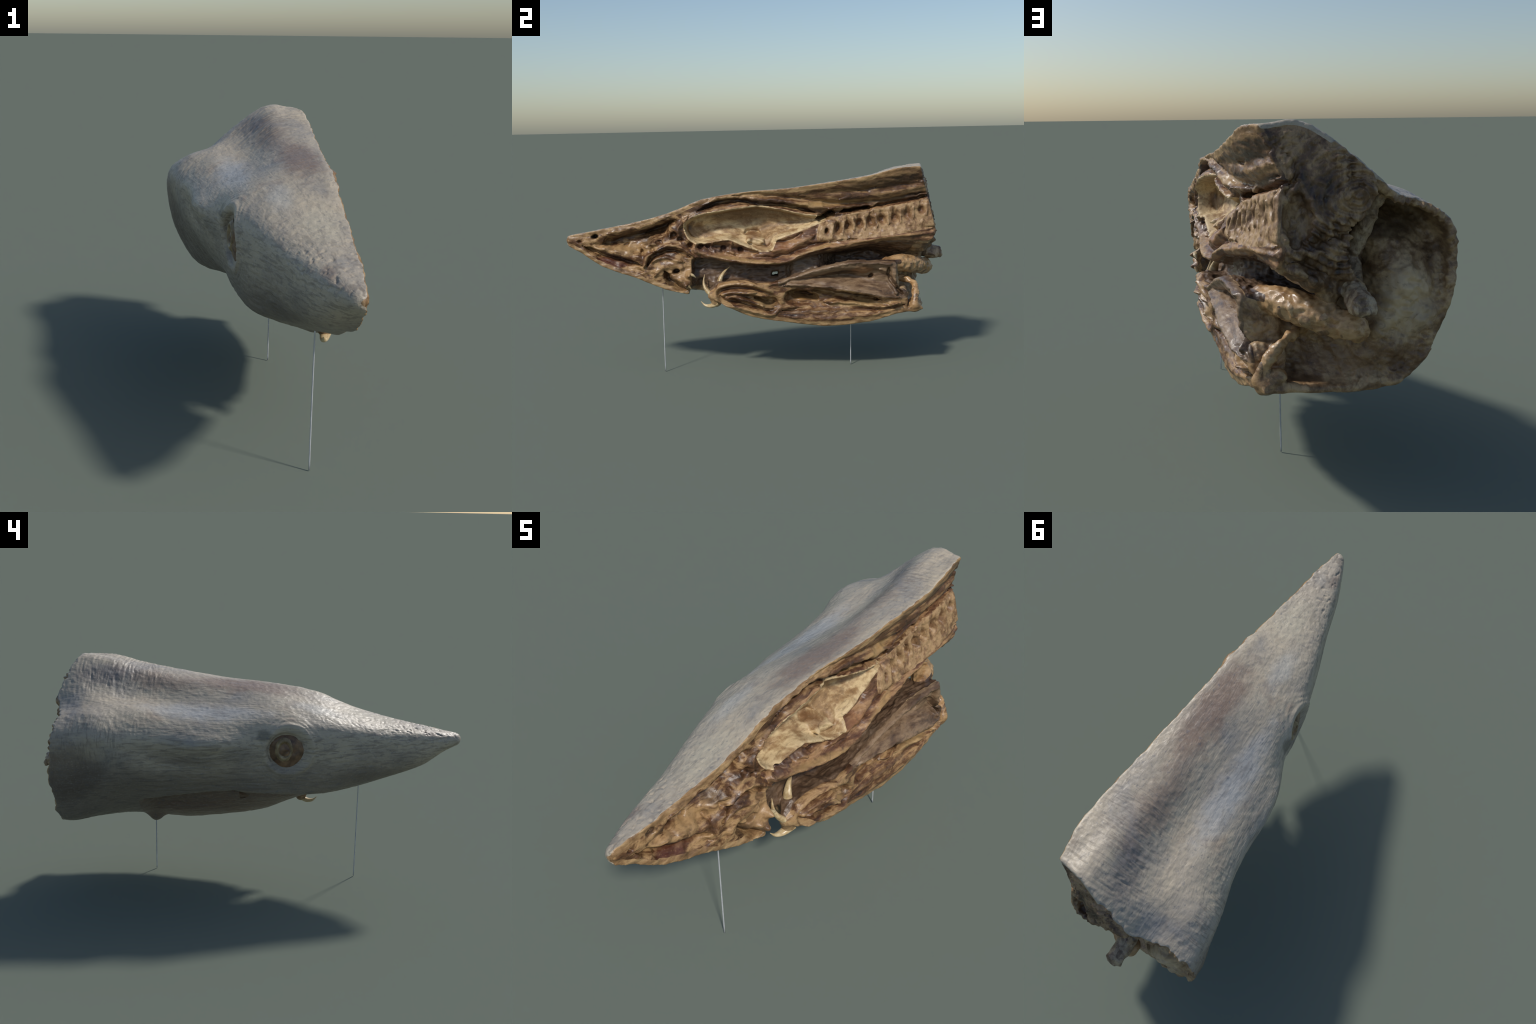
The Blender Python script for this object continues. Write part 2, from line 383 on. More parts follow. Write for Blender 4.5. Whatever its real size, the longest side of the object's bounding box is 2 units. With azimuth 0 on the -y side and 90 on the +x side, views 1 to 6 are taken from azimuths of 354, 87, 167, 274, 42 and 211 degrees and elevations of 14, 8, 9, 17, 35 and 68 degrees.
# gum swelling round the fangs
for gx, gyy, gzz, gr in ((.225, -.222, .462, .03), (.24, -.25, .425, .032), (.235, -.24, .388, .026)):
    ball = np.sqrt((X - gx) ** 2 + (Y - gyy) ** 2 + (Z - gzz) ** 2) - gr
    S = smin(S, np.maximum(ball, CUT), .015)
del ell, front
# slit of the lips, from the flank through to the mouth
slit = np.maximum(np.abs(Z - lip) - (.009 + .006 * sstep(.035, .01, np.abs(Y - .075))), np.maximum(np.maximum(-.34 - Y, Y - .50), X - .16))
slit = np.maximum(slit, -HULL - .032 - .3 * sstep(.03, .012, np.abs(Y - .075)))
S = smax(S, -slit, .010)
del slit

# gill chamber behind the jaws, leaving the neck muscle standing
CORE = [(.6, 1.4), (-.12, 1.4), (-.06, 1.0), (-.03, .96), (-.052, .90), (-.036, .833), (.012, .779), (.03, .71), (.0, .63), (.05, .575), (.108, .61), (.183, .658), (.26, .713), (.6, .74)]
core = poly_sd(XX, ZZ, CORE)
low = poly_sd(XX, ZZ, [(.17, .50), (.17, .30), (.6, .30), (.6, .66), (.20, .60)])
start = scattered(XX, ZZ, [(-.15, .80, .70), (-.22, .74, .77), (-.16, .66, .87), (-.13, .58, .90), (-.1, .50, .90), (-.19, .58, .90), (-.05, .44, .87), (.05, .43, .75), (.14, .42, .70), (.10, .38, .74), (-.03, .75, .66), (-.075, .74, .80), (-.075, .65, .80), (-.03, .66, .62), (.06, .55, .74), (-.06, .58, .78), (-.26, .60, .84), (-.22, .48, .87), (-.12, .40, .86), (0, .37, .83)], .01)
gill = np.maximum(HULL + .022, -(core - .004)[:, None, :])
gill = np.maximum(gill, -np.maximum(low[:, None, :], (Y - .76) * .8))
gill = smax(gill, start[:, None, :].astype(np.float32) - Y, .05)
S = smax(S, -gill.astype(np.float32), .012)
del gill
# hollow behind the tongue sheet
hollow = np.maximum(np.maximum(.695 + .10 * (.6 - Z) - Y, .105 - X), np.maximum(Z - .605, .44 - Z))
S = smax(S, -hollow.astype(np.float32), .02)
del hollow
# bowl in the last vertebra
ell = np.sqrt(((X - .165) / .042) ** 2 + ((Y - .905) / .045) ** 2 + ((Z - .815) / .085) ** 2) - 1
S = smax(S, -(ell * .042).astype(np.float32), .010)
del ell

def tube(pts, radii, flat=1.0):
    """Distance to a tapered tube along a 3D spline (limited to its box)."""
    c = spline(pts, 6)
    r = np.interp(np.linspace(0, 1, len(c)), np.linspace(0, 1, len(radii)), radii)
    lo, hi = c.min(0) - max(radii) - .03, c.max(0) + max(radii) + .03
    sl = tuple(slice(max(0, int((l - a[0]) / H)), min(len(a), int((h - a[0]) / H) + 2)) for l, h, a in zip(lo, hi, (xs, ys, zs)))
    x, y, z = X[sl[0]], Y[:, sl[1]], Z[:, :, sl[2]]
    best = np.full((x.shape[0], y.shape[1], z.shape[2]), 9.0, np.float32)
    for a, b, ra, rb in zip(c[:-1], c[1:], r[:-1], r[1:]):
        d = b - a
        t = np.clip(((x - a[0]) * d[0] + (y - a[1]) * d[1] + (z - a[2]) * d[2]) / (d @ d), 0, 1)
        q = np.sqrt((x - a[0] - t * d[0]) ** 2 + (y - a[1] - t * d[1]) ** 2 + (z - a[2] - t * d[2]) ** 2) - (ra + (rb - ra) * t)
        best = np.minimum(best, q)
    return sl, best

HYOID = [(.21, .66, .560), (.165, .745, .557), (.09, .83, .537), (.005, .905, .511)]
HYOID_R = [.036, .043, .046, .040]
ARCH = [(-.085, .83, .865), (-.066, .80, .80), (-.042, .77, .72), (-.028, .775, .66), (-.002, .88, .605), (.004, .985, .584)]
ARCH_R = [.018, .022, .024, .025, .030, .034]
BAR = [(.255, .795, .345), (.235, .805, .40), (.18, .80, .455), (.11, .72, .475)]
BAR_R = [.020, .015, .013, .018]
KNOB = [(.235, .80, .335), (.20, .81, .36)]
tubes = {}
for name, pts, radii in (("hyoid", HYOID, HYOID_R), ("arch", ARCH, ARCH_R), ("bar", BAR, BAR_R), ("knob", KNOB, [.030, .022])):
    sl, d = tube(pts, radii)
    S[sl] = smin(S[sl], d, .016)
    tubes[name] = (sl, d)
# the arch ends in a hollow bevelled stump, the hyoid in a shallow socket
ell = np.sqrt(((X + .005) / .05) ** 2 + ((Y - .97) / .035) ** 2 + ((Z - .535) / .03) ** 2) - 1
S = smax(S, -(ell * .03).astype(np.float32), .008)
S = smax(S, (Y - .998 + .25 * np.abs(Z - .575) + .2 * np.abs(X - .004)), .004)
# eye socket, spiracle fold and nostril
EYE = np.array([-.094, -.182, .703])
ell = np.sqrt(((X - EYE[0] + .015) / .060) ** 2 + ((Y - EYE[1]) / .104) ** 2 + ((Z - EYE[2]) / .098) ** 2) - 1
S = smax(S, -(ell * .055).astype(np.float32), .014)
ell = np.sqrt(((X + .02) / .028) ** 2 + ((Y + .535) / .03) ** 2 + ((Z - .60) / .012) ** 2) - 1
S = smax(S, -(ell * .014).astype(np.float32), .012)
# puckered skin where the rear rod enters
ell = np.sqrt(((X - .117) / .03) ** 2 + ((Y - .478) / .036) ** 2 + ((Z - .305) / .045) ** 2) - 1
S = smin(S, np.maximum(ell * .03, CUT).astype(np.float32), .04)
del ell
S[0] = S[-1] = 1.0
S[:, 0] = S[:, -1] = 1.0
S[:, :, 0] = S[:, :, -1] = 1.0

# ------------------------------------------------------------------ polygonise (surface nets)
def surface_nets(S):
    neg = S < 0
    c = np.zeros((nx - 1, ny - 1, nz - 1), np.int8)
    for i in (0, 1):
        for j in (0, 1):
            for k in (0, 1):
                c += neg[i:nx - 1 + i, j:ny - 1 + j, k:nz - 1 + k]
    I = np.argwhere((c > 0) & (c < 8))
    idx = np.full(c.shape, -1, np.int32)
    idx[tuple(I.T)] = np.arange(len(I))
    acc = np.zeros((len(I), 3))
    cnt = np.zeros(len(I))
    corners = [(i, j, k) for i in (0, 1) for j in (0, 1) for k in (0, 1)]
    for a in corners:
        for ax in range(3):
            if a[ax]:
                continue
            b = list(a)
            b[ax] = 1
            va = S[I[:, 0] + a[0], I[:, 1] + a[1], I[:, 2] + a[2]]
            vb = S[I[:, 0] + b[0], I[:, 1] + b[1], I[:, 2] + b[2]]
            m = (va < 0) != (vb < 0)
            t = np.where(m, va / np.where(m, va - vb, 1), 0)
            for q in range(3):
                acc[:, q] += np.where(m, a[q] + (t if q == ax else 0), 0)
            cnt += m
    verts = (I + acc / cnt[:, None]) * H + np.array([xs[0], ys[0], zs[0]])
    quads = []
    for ax in range(3):
        o1, o2 = (ax + 1) % 3, (ax + 2) % 3
        lo = [slice(1, -1)] * 3
        lo[ax] = slice(0, -1)
        hi = list(lo)
        hi[ax] = slice(1, None)
        A, B = neg[tuple(lo)], neg[tuple(hi)]
        E = np.argwhere(A != B)
        flip = A[tuple(E.T)]
        E = E + 1
        E[:, ax] -= 1
        def cell(d1, d2):
            q = E.copy()
            q[:, o1] -= d1
            q[:, o2] -= d2
            return idx[tuple(q.T)]
        Q = np.stack([cell(1, 1), cell(0, 1), cell(0, 0), cell(1, 0)], 1)
        Q[~flip] = Q[~flip][:, ::-1]
        quads.append(Q)
    return verts, np.vstack(quads)

V, Q = surface_nets(S)

def biggest_piece(V, Q):
    lab = np.arange(len(V))
    while True:
        m = lab[Q].min(1)
        new = lab.copy()
        for k in range(4):
            np.minimum.at(new, Q[:, k], m)
        new = new[new]
        if (new == lab).all():
            break
        lab = new
    root = np.bincount(lab).argmax()
    keep = lab == root
    remap = np.cumsum(keep) - 1
    Q = Q[keep[Q[:, 0]]]
    return V[keep], remap[Q]

V, Q = biggest_piece(V, Q)

def vertex_normals(V, Q):
    n = np.cross(V[Q[:, 2]] - V[Q[:, 0]], V[Q[:, 3]] - V[Q[:, 1]])
    out = np.zeros_like(V)
    for k in range(4):
        np.add.at(out, Q[:, k], n)
    return out / np.maximum(np.linalg.norm(out, axis=1, keepdims=True), 1e-12)

def relax(V, Q, it, w):
    for _ in range(it):
        s = np.zeros_like(V)
        c = np.zeros(len(V))
        for a, b in ((0, 1), (1, 2), (2, 3), (3, 0)):
            np.add.at(s, Q[:, a], V[Q[:, b]])
            np.add.at(s, Q[:, b], V[Q[:, a]])
            np.add.at(c, Q[:, a], 1)
            np.add.at(c, Q[:, b], 1)
        V = V + w * (s / c[:, None] - V)
    return V

V = relax(V, Q, 1, .45)

def sample(A, P):
    q = (P - np.array([xs[0], ys[0], zs[0]])) / H
    q = np.clip(q, 0, np.array(A.shape) - 1.001)
    i = q.astype(int)
    f = q - i
    out = 0
    for a in (0, 1):
        for b in (0, 1):
            for c in (0, 1):
                w = (f[:, 0] if a else 1 - f[:, 0]) * (f[:, 1] if b else 1 - f[:, 1]) * (f[:, 2] if c else 1 - f[:, 2])
                out = out + w * A[i[:, 0] + a, i[:, 1] + b, i[:, 2] + c]
    return out

def sample2(A, u, v, u0, v0):
    i = np.clip(np.rint((u - u0) / H).astype(int), 0, A.shape[0] - 1)
    j = np.clip(np.rint((v - v0) / H).astype(int), 0, A.shape[1] - 1)
    return A[i, j]

# ------------------------------------------------------------------ wrinkles
hull_v, cut_v, back_v = sample(HULL, V), sample(CUT, V), sample(np.broadcast_to(BACK, S.shape), V)
N = vertex_normals(V, Q)
x, y, z = V.T
skin_w = sstep(-.020, -.006, hull_v) * sstep(-.001, -.010, cut_v) * sstep(0.0, -.012, back_v)
warp = V + .02 * np.stack([noise(V, 7, 1.0), noise(V, 7, 21.0), noise(V, 7, 41.0)], 1)
nose = sstep(-.45, -.85, y)
tophalf = sstep(.0, .5, N[:, 2])
disp = (fbm(warp, 48, 3, 5.0) * .0011 + fbm(warp, (26, 16, 26), 2, 8.0) * .0010) * (.45 + .55 * tophalf)
disp += -np.maximum(fbm(warp, 62, 2, 31.0) - .22, 0) * .0075 * (.12 + 1.1 * nose) * (.3 + .7 * tophalf)
flank = sstep(.35, -.2, N[:, 2])
disp += ridged(warp, (20, 9, 70), 12.0) * .0022 * flank * sstep(.55, .35, y) * sstep(-.75, -.45, y)
disp += ridged(warp, (16, 62, 16), 14.0) * .0016 * sstep(.3, .6, y) * (.35 + .65 * sstep(.1, .5, np.abs(N[:, 0])))
disp += ridged(warp, (12, 58, 12), 61.0) * .0020 * sstep(.25, .6, y) * sstep(.9, 1.0, z)
reye = np.sqrt((y - EYE[1]) ** 2 + (z - EYE[2]) ** 2)
disp += (.007 * np.exp(-((reye - .112) / .013) ** 2) + .006 * np.exp(-((reye - .125) / .025) ** 2) * sstep(.0, .08, z - EYE[2])) * (x < .05)
disp += np.cos(reye * 2 * math.pi / .017 + 3 * noise(V, 20, 3.0)) * .0007 * np.exp(-((reye - .13) / .04) ** 2) * (x < .05)
flesh = (fbm(warp, (30, 18, 40), 3, 71.0) * .0022 + ridged(warp, (40, 14, 60), 77.0) * .0012) * np.where(cut_v > -.012, .6, 1.3)
rings = np.sqrt(((x + .0) / .8) ** 2 + ((z - .87) / .62) ** 2)
endcut = sstep(-.03, -.006, back_v) * sstep(-.008, -.02, cut_v)
flesh += endcut * fbm(V, 15, 3, 55.0) * .007
flesh += endcut * np.cos(rings * 2 * math.pi / .030 + 4 * noise(V, 9, 6.0)) * .0042 * (z > .66)
inner = sstep(-.02, -.04, hull_v) * (cut_v < -.02)
flesh += inner * (ridged(warp, (42, 16, 42), 15.0) * .004 + fbm(warp, 22, 2, 18.0) * .004)
rim = sstep(-.06, -.035, hull_v) * sstep(-.014, -.03, hull_v) * sstep(.80, .85, y) * (cut_v < -.02)
flesh += rim * np.sign(1) * ridged(V, (85, 12, 85), 4.0) * .006
V = V + N * (disp * skin_w + flesh * (1 - skin_w))[:, None]
N = vertex_normals(V, Q)

# ------------------------------------------------------------------ parts
C = V[Q].mean(1)
hull_f, cut_f, back_f = hull_v[Q].mean(1), cut_v[Q].mean(1), back_v[Q].mean(1)
cx_, cy_, cz_ = C.T
jit = fbm(C, 45, 2, 91.0) * .004
lip_f = np.interp(cy_, LIP_Y, LIP_Z) + (cx_ + .15) * .14
LABELS = ["snout", "cheek", "gill_cover", "crown", "lower_jaw", "snout_section", "braincase", "back_muscle", "vertebral_column", "palate", "dermis",
          "mouth_lining", "tongue", "jaw_section", "neck_muscle", "gill_chamber", "gill_arch", "hyoid_bar"]
L = {n: i for i, n in enumerate(LABELS)}
lab = np.full(len(Q), L["gill_chamber"])
core_f = sample2(core, cx_, cz_, xs[0], zs[0])
lab[core_f < .012] = L["neck_muscle"]
for n, part, tol in (("bar", "hyoid_bar", .006), ("knob", "hyoid_bar", .006), ("hyoid", "hyoid_bar", .006), ("arch", "gill_arch", .007)):
    sl, d = tubes[n]
    o = np.array([xs[sl[0].start], ys[sl[1].start], zs[sl[2].start]])
    q = np.rint((C - o) / H).astype(int)
    ok = ((q >= 0) & (q < np.array(d.shape))).all(1)
    hit = np.zeros(len(C), bool)
    hit[ok] = d[tuple(q[ok].T)] < tol
    lab[hit & (cut_f < -.004)] = L[part]
    if n == "hyoid":
        hyoid_hit = hit & (cx_ < .245) & (cy_ > .735)
incut = cut_f > -.011
mouth_f = sample2(sd_mouth, cy_, cz_, ys[0], zs[0]) + jit * .5
brain_f = sample2(sd_brain, cy_, cz_, ys[0], zs[0]) + jit * .3 - .003
spine_f = sample2(sd_spine, cy_, cz_, ys[0], zs[0]) + jit * .4
wedge_f = sample2(sd_wedge, cy_, cz_, ys[0], zs[0]) + jit
roof_z = np.interp(cy_, [p[0] for p in ROOF], [p[1] for p in ROOF])
floor_z = np.interp(cy_, [p[0] for p in FLOOR], [p[1] for p in FLOOR])
above = cz_ > .5 * (roof_z + floor_z)
front_part = cy_ < -.37 - .25 * (cz_ - .7) + jit
face_lab = np.where(above, L["palate"], L["jaw_section"])
face_lab[(above) & (cz_ > np.interp(cy_, [-.45, -.3, -.1, .1, .3, .34, .6, .95], [.80, .855, .89, .875, .83, .80, .86, .915]))] = L["back_muscle"]
face_lab[(above | (cy_ < -.36)) & front_part] = L["snout_section"]
face_lab[(~above) & (cy_ > .08) & (cz_ > np.interp(cy_, [.08, .3, .46, .62, .72], [.462, .462, .437, .402, .385]) + jit)] = L["tongue"]
face_lab[brain_f < 0] = L["braincase"]
face_lab[spine_f < 0] = L["vertebral_column"]
face_lab[hull_f > -.024 + jit] = L["dermis"]
lab[incut] = face_lab[incut]
mouth_w = np.abs(sample(MOUTH_D, V))[Q].mean(1) < .012
lab[mouth_w & (cut_f < -.014 + jit) & (cy_ < .80)] = L["mouth_lining"]
lab[(hull_f < -.03) & (cut_f < -.011) & (cy_ < .44)] = L["mouth_lining"]
lab[hyoid_hit] = L["hyoid_bar"]
skin = (hull_f > -.013) & (cut_f < -.0045 + jit * .5) & (back_f < -.004 + jit * .5)
skin |= (hull_f > np.where(cy_ > .05, -.085, -.036)) & (cz_ < lip_f) & (cy_ < .52) & (cy_ > -.3) & (cx_ < .12) & (cut_f < -.012) & (N[Q].mean(1)[:, 2] < .35) & ((np.abs(cy_ - .075) > .045) | (hull_f > -.070))
skin &= ~((cx_ > .14) & (cy_ < -.17) & (cy_ > -.34) & (cz_ > .34) & (cz_ < .5))
skin |= (hull_f > -.062) & (np.hypot(cy_ - EYE[1], cz_ - EYE[2]) < .11) & (cx_ < .0)
sk = np.where(cy_ < -.33, L["snout"], np.where(cy_ > .55, L["gill_cover"], L["cheek"]))
sk[(cz_ > np.interp(cy_, [-.33, 0, .2, .55, 1], [.80, .83, .83, .88, .86])) & (cy_ >= -.33)] = L["crown"]
sk[(cz_ < lip_f + .002) & (cy_ > -.30) & (cy_ < .52)] = L["lower_jaw"]
lab[skin] = sk[skin]

# tidy the borders: drop specks, then ease the border lines so that they run smooth
E = np.sort(np.stack([Q, np.roll(Q, -1, 1)], 2).reshape(-1, 2), 1)
eid = E[:, 0].astype(np.int64) * len(V) + E[:, 1]
order = np.argsort(eid, kind="stable")
pair = np.flatnonzero(eid[order][1:] == eid[order][:-1])
fa, fb, ea = order[pair] // 4, order[pair + 1] // 4, E[order[pair]]
for _ in range(5):
    votes = np.zeros((len(Q), len(LABELS)), np.int8)
    np.add.at(votes, (fa, lab[fb]), 1)
    np.add.at(votes, (fb, lab[fa]), 1)
    win = votes.argmax(1)
    lab = np.where(votes.max(1) >= 3, win, lab)
for _ in range(6):
    b = lab[fa] != lab[fb]
    be = ea[b]
    acc, cnt = np.zeros_like(V), np.zeros(len(V))
    for k in (0, 1):
        np.add.at(acc, be[:, k], V[be[:, 1 - k]])
        np.add.at(cnt, be[:, k], 1)
    m = cnt == 2
    V[m] += .5 * (acc[m] / 2 - V[m])
N = vertex_normals(V, Q)

# ------------------------------------------------------------------ materials
def lin(c):
    return tuple(((v / 255) / 12.92 if v / 255 <= .04045 else ((v / 255 + .055) / 1.055) ** 2.4) for v in c) + (1.0,)

class Mat:
    def __init__(self, name):
        self.m = bpy.data.materials.new(name)
        self.m.use_nodes = True
        self.t = self.m.node_tree
        self.t.nodes.clear()
        self.out = self.n("ShaderNodeOutputMaterial")
        self.b = self.n("ShaderNodeBsdfPrincipled")
        self.l(self.b.outputs[0], self.out.inputs[0])
        self.co = self.n("ShaderNodeTexCoord").outputs["Object"]
    def n(self, kind, **kw):
        nd = self.t.nodes.new(kind)
        for k, v in kw.items():
            setattr(nd, k, v)
        return nd
    def l(self, a, b):
        self.t.links.new(a, b)
    def mapped(self, scale, loc=(0, 0, 0), rot=(0, 0, 0)):
        mp = self.n("ShaderNodeMapping")
        mp.inputs["Scale"].default_value = scale
        mp.inputs["Location"].default_value = loc
        mp.inputs["Rotation"].default_value = rot
        self.l(self.co, mp.inputs["Vector"])
        return mp.outputs[0]
    def noise(self, scale, detail=4, rough=.55, stretch=(1, 1, 1), loc=(0, 0, 0), dist=0.0):
        nd = self.n("ShaderNodeTexNoise")
        nd.inputs["Scale"].default_value = scale
        nd.inputs["Detail"].default_value = detail
        nd.inputs["Roughness"].default_value = rough
        nd.inputs["Distortion"].default_value = dist
        self.l(self.mapped(stretch, loc), nd.inputs["Vector"])
        return nd.outputs[0]
    def ramp(self, fac, stops):
        r = self.n("ShaderNodeValToRGB")
        e = r.color_ramp.elements
        e[0].position, e[0].color = stops[0]
        e[1].position, e[1].color = stops[-1]
        for p, c in stops[1:-1]:
            q = e.new(p)
            q.color = c
        self.l(fac, r.inputs[0])
        return r.outputs[0]
    def fac(self, v, a, b, lo=0.0, hi=1.0):
        r = self.n("ShaderNodeMapRange", interpolation_type="SMOOTHSTEP")
        r.inputs[1].default_value, r.inputs[2].default_value = a, b
        r.inputs[3].default_value, r.inputs[4].default_value = lo, hi
        self.l(v, r.inputs[0])
        return r.outputs[0]
    def math(self, op, a, b):
        m = self.n("ShaderNodeMath", operation=op)
        for i, v in enumerate((a, b)):
            if isinstance(v, (int, float)):
                m.inputs[i].default_value = v
            else:
                self.l(v, m.inputs[i])
        return m.outputs[0]
    def mix(self, fac, a, b, mode="MIX"):
        m = self.n("ShaderNodeMix", data_type="RGBA", blend_type=mode)
        for s, v in ((0, fac), (6, a), (7, b)):
            if isinstance(v, (tuple, float, int)):
                m.inputs[s].default_value = v
            else:
                self.l(v, m.inputs[s])
        return m.outputs[2]
    def spot(self, centre, radius, soft=.5, wobble=.35, wscale=14, tilt=0.0):
        """1 inside a noisy ellipsoid (tilted about x), falling to 0 outside."""
        mp = self.n("ShaderNodeMapping", vector_type="TEXTURE")
        mp.inputs["Scale"].default_value = radius
        mp.inputs["Location"].default_value = centre
        mp.inputs["Rotation"].default_value = (math.radians(tilt), 0, 0)
        self.l(self.co, mp.inputs["Vector"])
        ln = self.n("ShaderNodeVectorMath", operation="LENGTH")
        self.l(mp.outputs[0], ln.inputs[0])
        if not hasattr(self, "_w"):
            self._w = self.noise(wscale, 4, .6)
        w = self.math("MULTIPLY", self.math("SUBTRACT", self._w, .5), wobble * 2)
        return self.fac(self.math("ADD", ln.outputs["Value"], w), 1.0, 1.0 - soft)
    def finish(self, colour, rough, bump=None, strength=.3, dist=.004, spec=.5):
        self.l(colour, self.b.inputs["Base Color"])
        if isinstance(rough, (int, float)):
            self.b.inputs["Roughness"].default_value = rough
        else:
            self.l(rough, self.b.inputs["Roughness"])
        self.b.inputs["Specular IOR Level"].default_value = spec
        if bump is not None:
            bp = self.n("ShaderNodeBump")
            bp.inputs["Strength"].default_value = strength
            bp.inputs["Distance"].default_value = dist
            self.l(bump, bp.inputs["Height"])
            self.l(bp.outputs[0], self.b.inputs["Normal"])
        return self.m

def skin_material(name="preserved_skin", brown=0.0):
    m = Mat(name)
    big = m.noise(5.5, 5, .6, (1, .6, 1), dist=.4)
    col = m.ramp(big, [(.30, lin((148, 144, 138))), (.44, lin((174, 163, 146))), (.58, lin((188, 175, 153))), (.72, lin((164, 146, 127)))])
    # dusky mauve stain along the crown, yellowish on the nose
    mauve = lin((128, 106, 92))
    col = m.mix(m.math("MULTIPLY", m.spot((.17, .0, .96), (.11, .40, .10), .7, .45), .8), col, mauve)
    col = m.mix(m.math("MULTIPLY", m.spot((.11, .42, .98), (.10, .48, .10), .8, .6), .6), col, mauve)
    col = m.mix(m.math("MULTIPLY", m.spot((.05, .72, 1.0), (.12, .2, .07), .7, .5), .5), col, lin((120, 110, 108)))
    col = m.mix(m.math("MULTIPLY", m.spot((.16, -.55, .83), (.10, .22, .08), .8, .4), .5), col, lin((190, 182, 160)))
    col = m.mix(m.math("MULTIPLY", m.spot((.13, -.86, .76), (.03, .07, .03), .6, .7), .5), col, lin((112, 92, 84)))
    # throat and lower flank darker and browner, darkest towards the gills
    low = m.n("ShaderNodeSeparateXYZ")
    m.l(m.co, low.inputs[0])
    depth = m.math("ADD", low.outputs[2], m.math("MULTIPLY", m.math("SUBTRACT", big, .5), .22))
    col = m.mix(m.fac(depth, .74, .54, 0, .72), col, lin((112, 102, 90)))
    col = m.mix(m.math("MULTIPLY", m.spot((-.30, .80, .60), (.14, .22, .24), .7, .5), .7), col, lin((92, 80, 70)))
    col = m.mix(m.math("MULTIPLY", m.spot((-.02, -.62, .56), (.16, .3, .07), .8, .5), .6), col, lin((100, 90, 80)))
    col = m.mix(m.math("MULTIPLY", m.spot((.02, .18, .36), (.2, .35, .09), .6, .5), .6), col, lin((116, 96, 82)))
    col = m.mix(m.math("MULTIPLY", m.spot((-.11, -.07, .78), (.06, .05, .035), .7, .6), .6), col, lin((86, 84, 66)))
    col = m.mix(m.math("MULTIPLY", m.spot((-.06, .22, .87), (.09, .42, .09), .8, .5), .6), col, lin((178, 181, 182)))
    col = m.mix(m.math("MULTIPLY", m.spot((.06, -.30, .87), (.06, .24, .06), .8, .5), .5), col, lin((186, 186, 180)))
    if brown:
        col = m.mix(brown, col, lin((112, 88, 70)))
    col = m.mix(m.math("MULTIPLY", m.spot((-.20, .30, .665), (.12, .22, .04), .8, .3, tilt=9), .5), col, lin((98, 86, 72)))  # cheek hollow's shading painted into the skin as a dark band
    # fine specks and streaks
    fine = m.noise(70, 4, .65, (1, .8, 1))
    col = m.mix(m.fac(fine, .56, .70, 0, .45), col, lin((96, 102, 112)))
    streak = m.noise(42, 4, .6, (1.2, .22, 1.6), dist=.6)
    col = m.mix(m.fac(streak, .52, .66, 0, .35), col, lin((120, 114, 108)))
    col = m.mix(m.fac(m.noise(120, 2, .5), .50, .75, 0, .14), col, lin((196, 190, 178)))
    # fine folds: along the flank, across the crown and round the gill cover
    along = m.noise(58, 3, .55, (.9, .14, 1.7), (2, 0, 1), .5)
    across = m.noise(58, 3, .55, (.25, 1.5, .30), (4, 2, 0), .6)
    rear = m.math("MAXIMUM", m.spot((.12, .62, 1.0), (.26, .42, .16), .8, .3), m.spot((-.27, .70, .78), (.14, .26, .22), .8, .3))
    fold = m.mix(rear, along, across)
    upper = m.fac(low.outputs[2], .74, .86)
    col = m.mix(m.math("MULTIPLY", m.fac(fold, .50, .62), m.math("SUBTRACT", .42, m.math("MULTIPLY", m.math("MULTIPLY", upper, m.math("SUBTRACT", 1.0, rear)), .34))), col, lin((104, 95, 88)))
    h = m.math("ADD", m.math("MULTIPLY", m.noise(90, 4, .6, (1, .7, 1)), .7), m.math("MULTIPLY", fold, 1.7))
    return m.finish(col, m.fac(fine, .3, .7, .38, .52), h, .38, .004, .45)

def flesh_material(name, dark, mid, light, streaky=(1, .25, 1.3), scale=16, bias=0.0, rough=.42, spots=(), bump=.5):
    m = Mat(name)
    a = m.noise(scale, 6, .62, streaky, dist=.8)
    b = m.noise(scale * 3.2, 4, .6, streaky, (3, 1, 2), .4)
    f = m.math("ADD", m.math("MULTIPLY", a, .7), m.math("MULTIPLY", b, .3))
    col = m.ramp(f, [(.34 + bias, lin(dark)), (.47 + bias, lin(mid)), (.56 + bias, lin(light)), (.70 + bias, lin(mid))])
    for centre, radius, colour, amount, *tilt in spots:
        col = m.mix(m.math("MULTIPLY", m.spot(centre, radius, .6, tilt=tilt[0] if tilt else 0), amount), col, lin(colour))
    vein = m.noise(34, 3, .6, (1, .5, 1.2), (5, 5, 5), 1.2)
    col = m.mix(m.fac(vein, .55, .66, 0, .28), col, lin(tuple(int(v * .75) for v in dark)))
    col = m.mix(m.fac(m.noise(110, 3, .6),   .55, .75, 0, .2), col, lin(tuple(min(255, int(v * 1.12)) for v in light)))
    h = m.math("ADD", f, m.math("MULTIPLY", m.noise(75, 4, .6, (1, .5, 1)), .5))
    return m.finish(col, m.fac(b, .3, .7, rough - .12, rough + .12), h, bump, .006, .5)

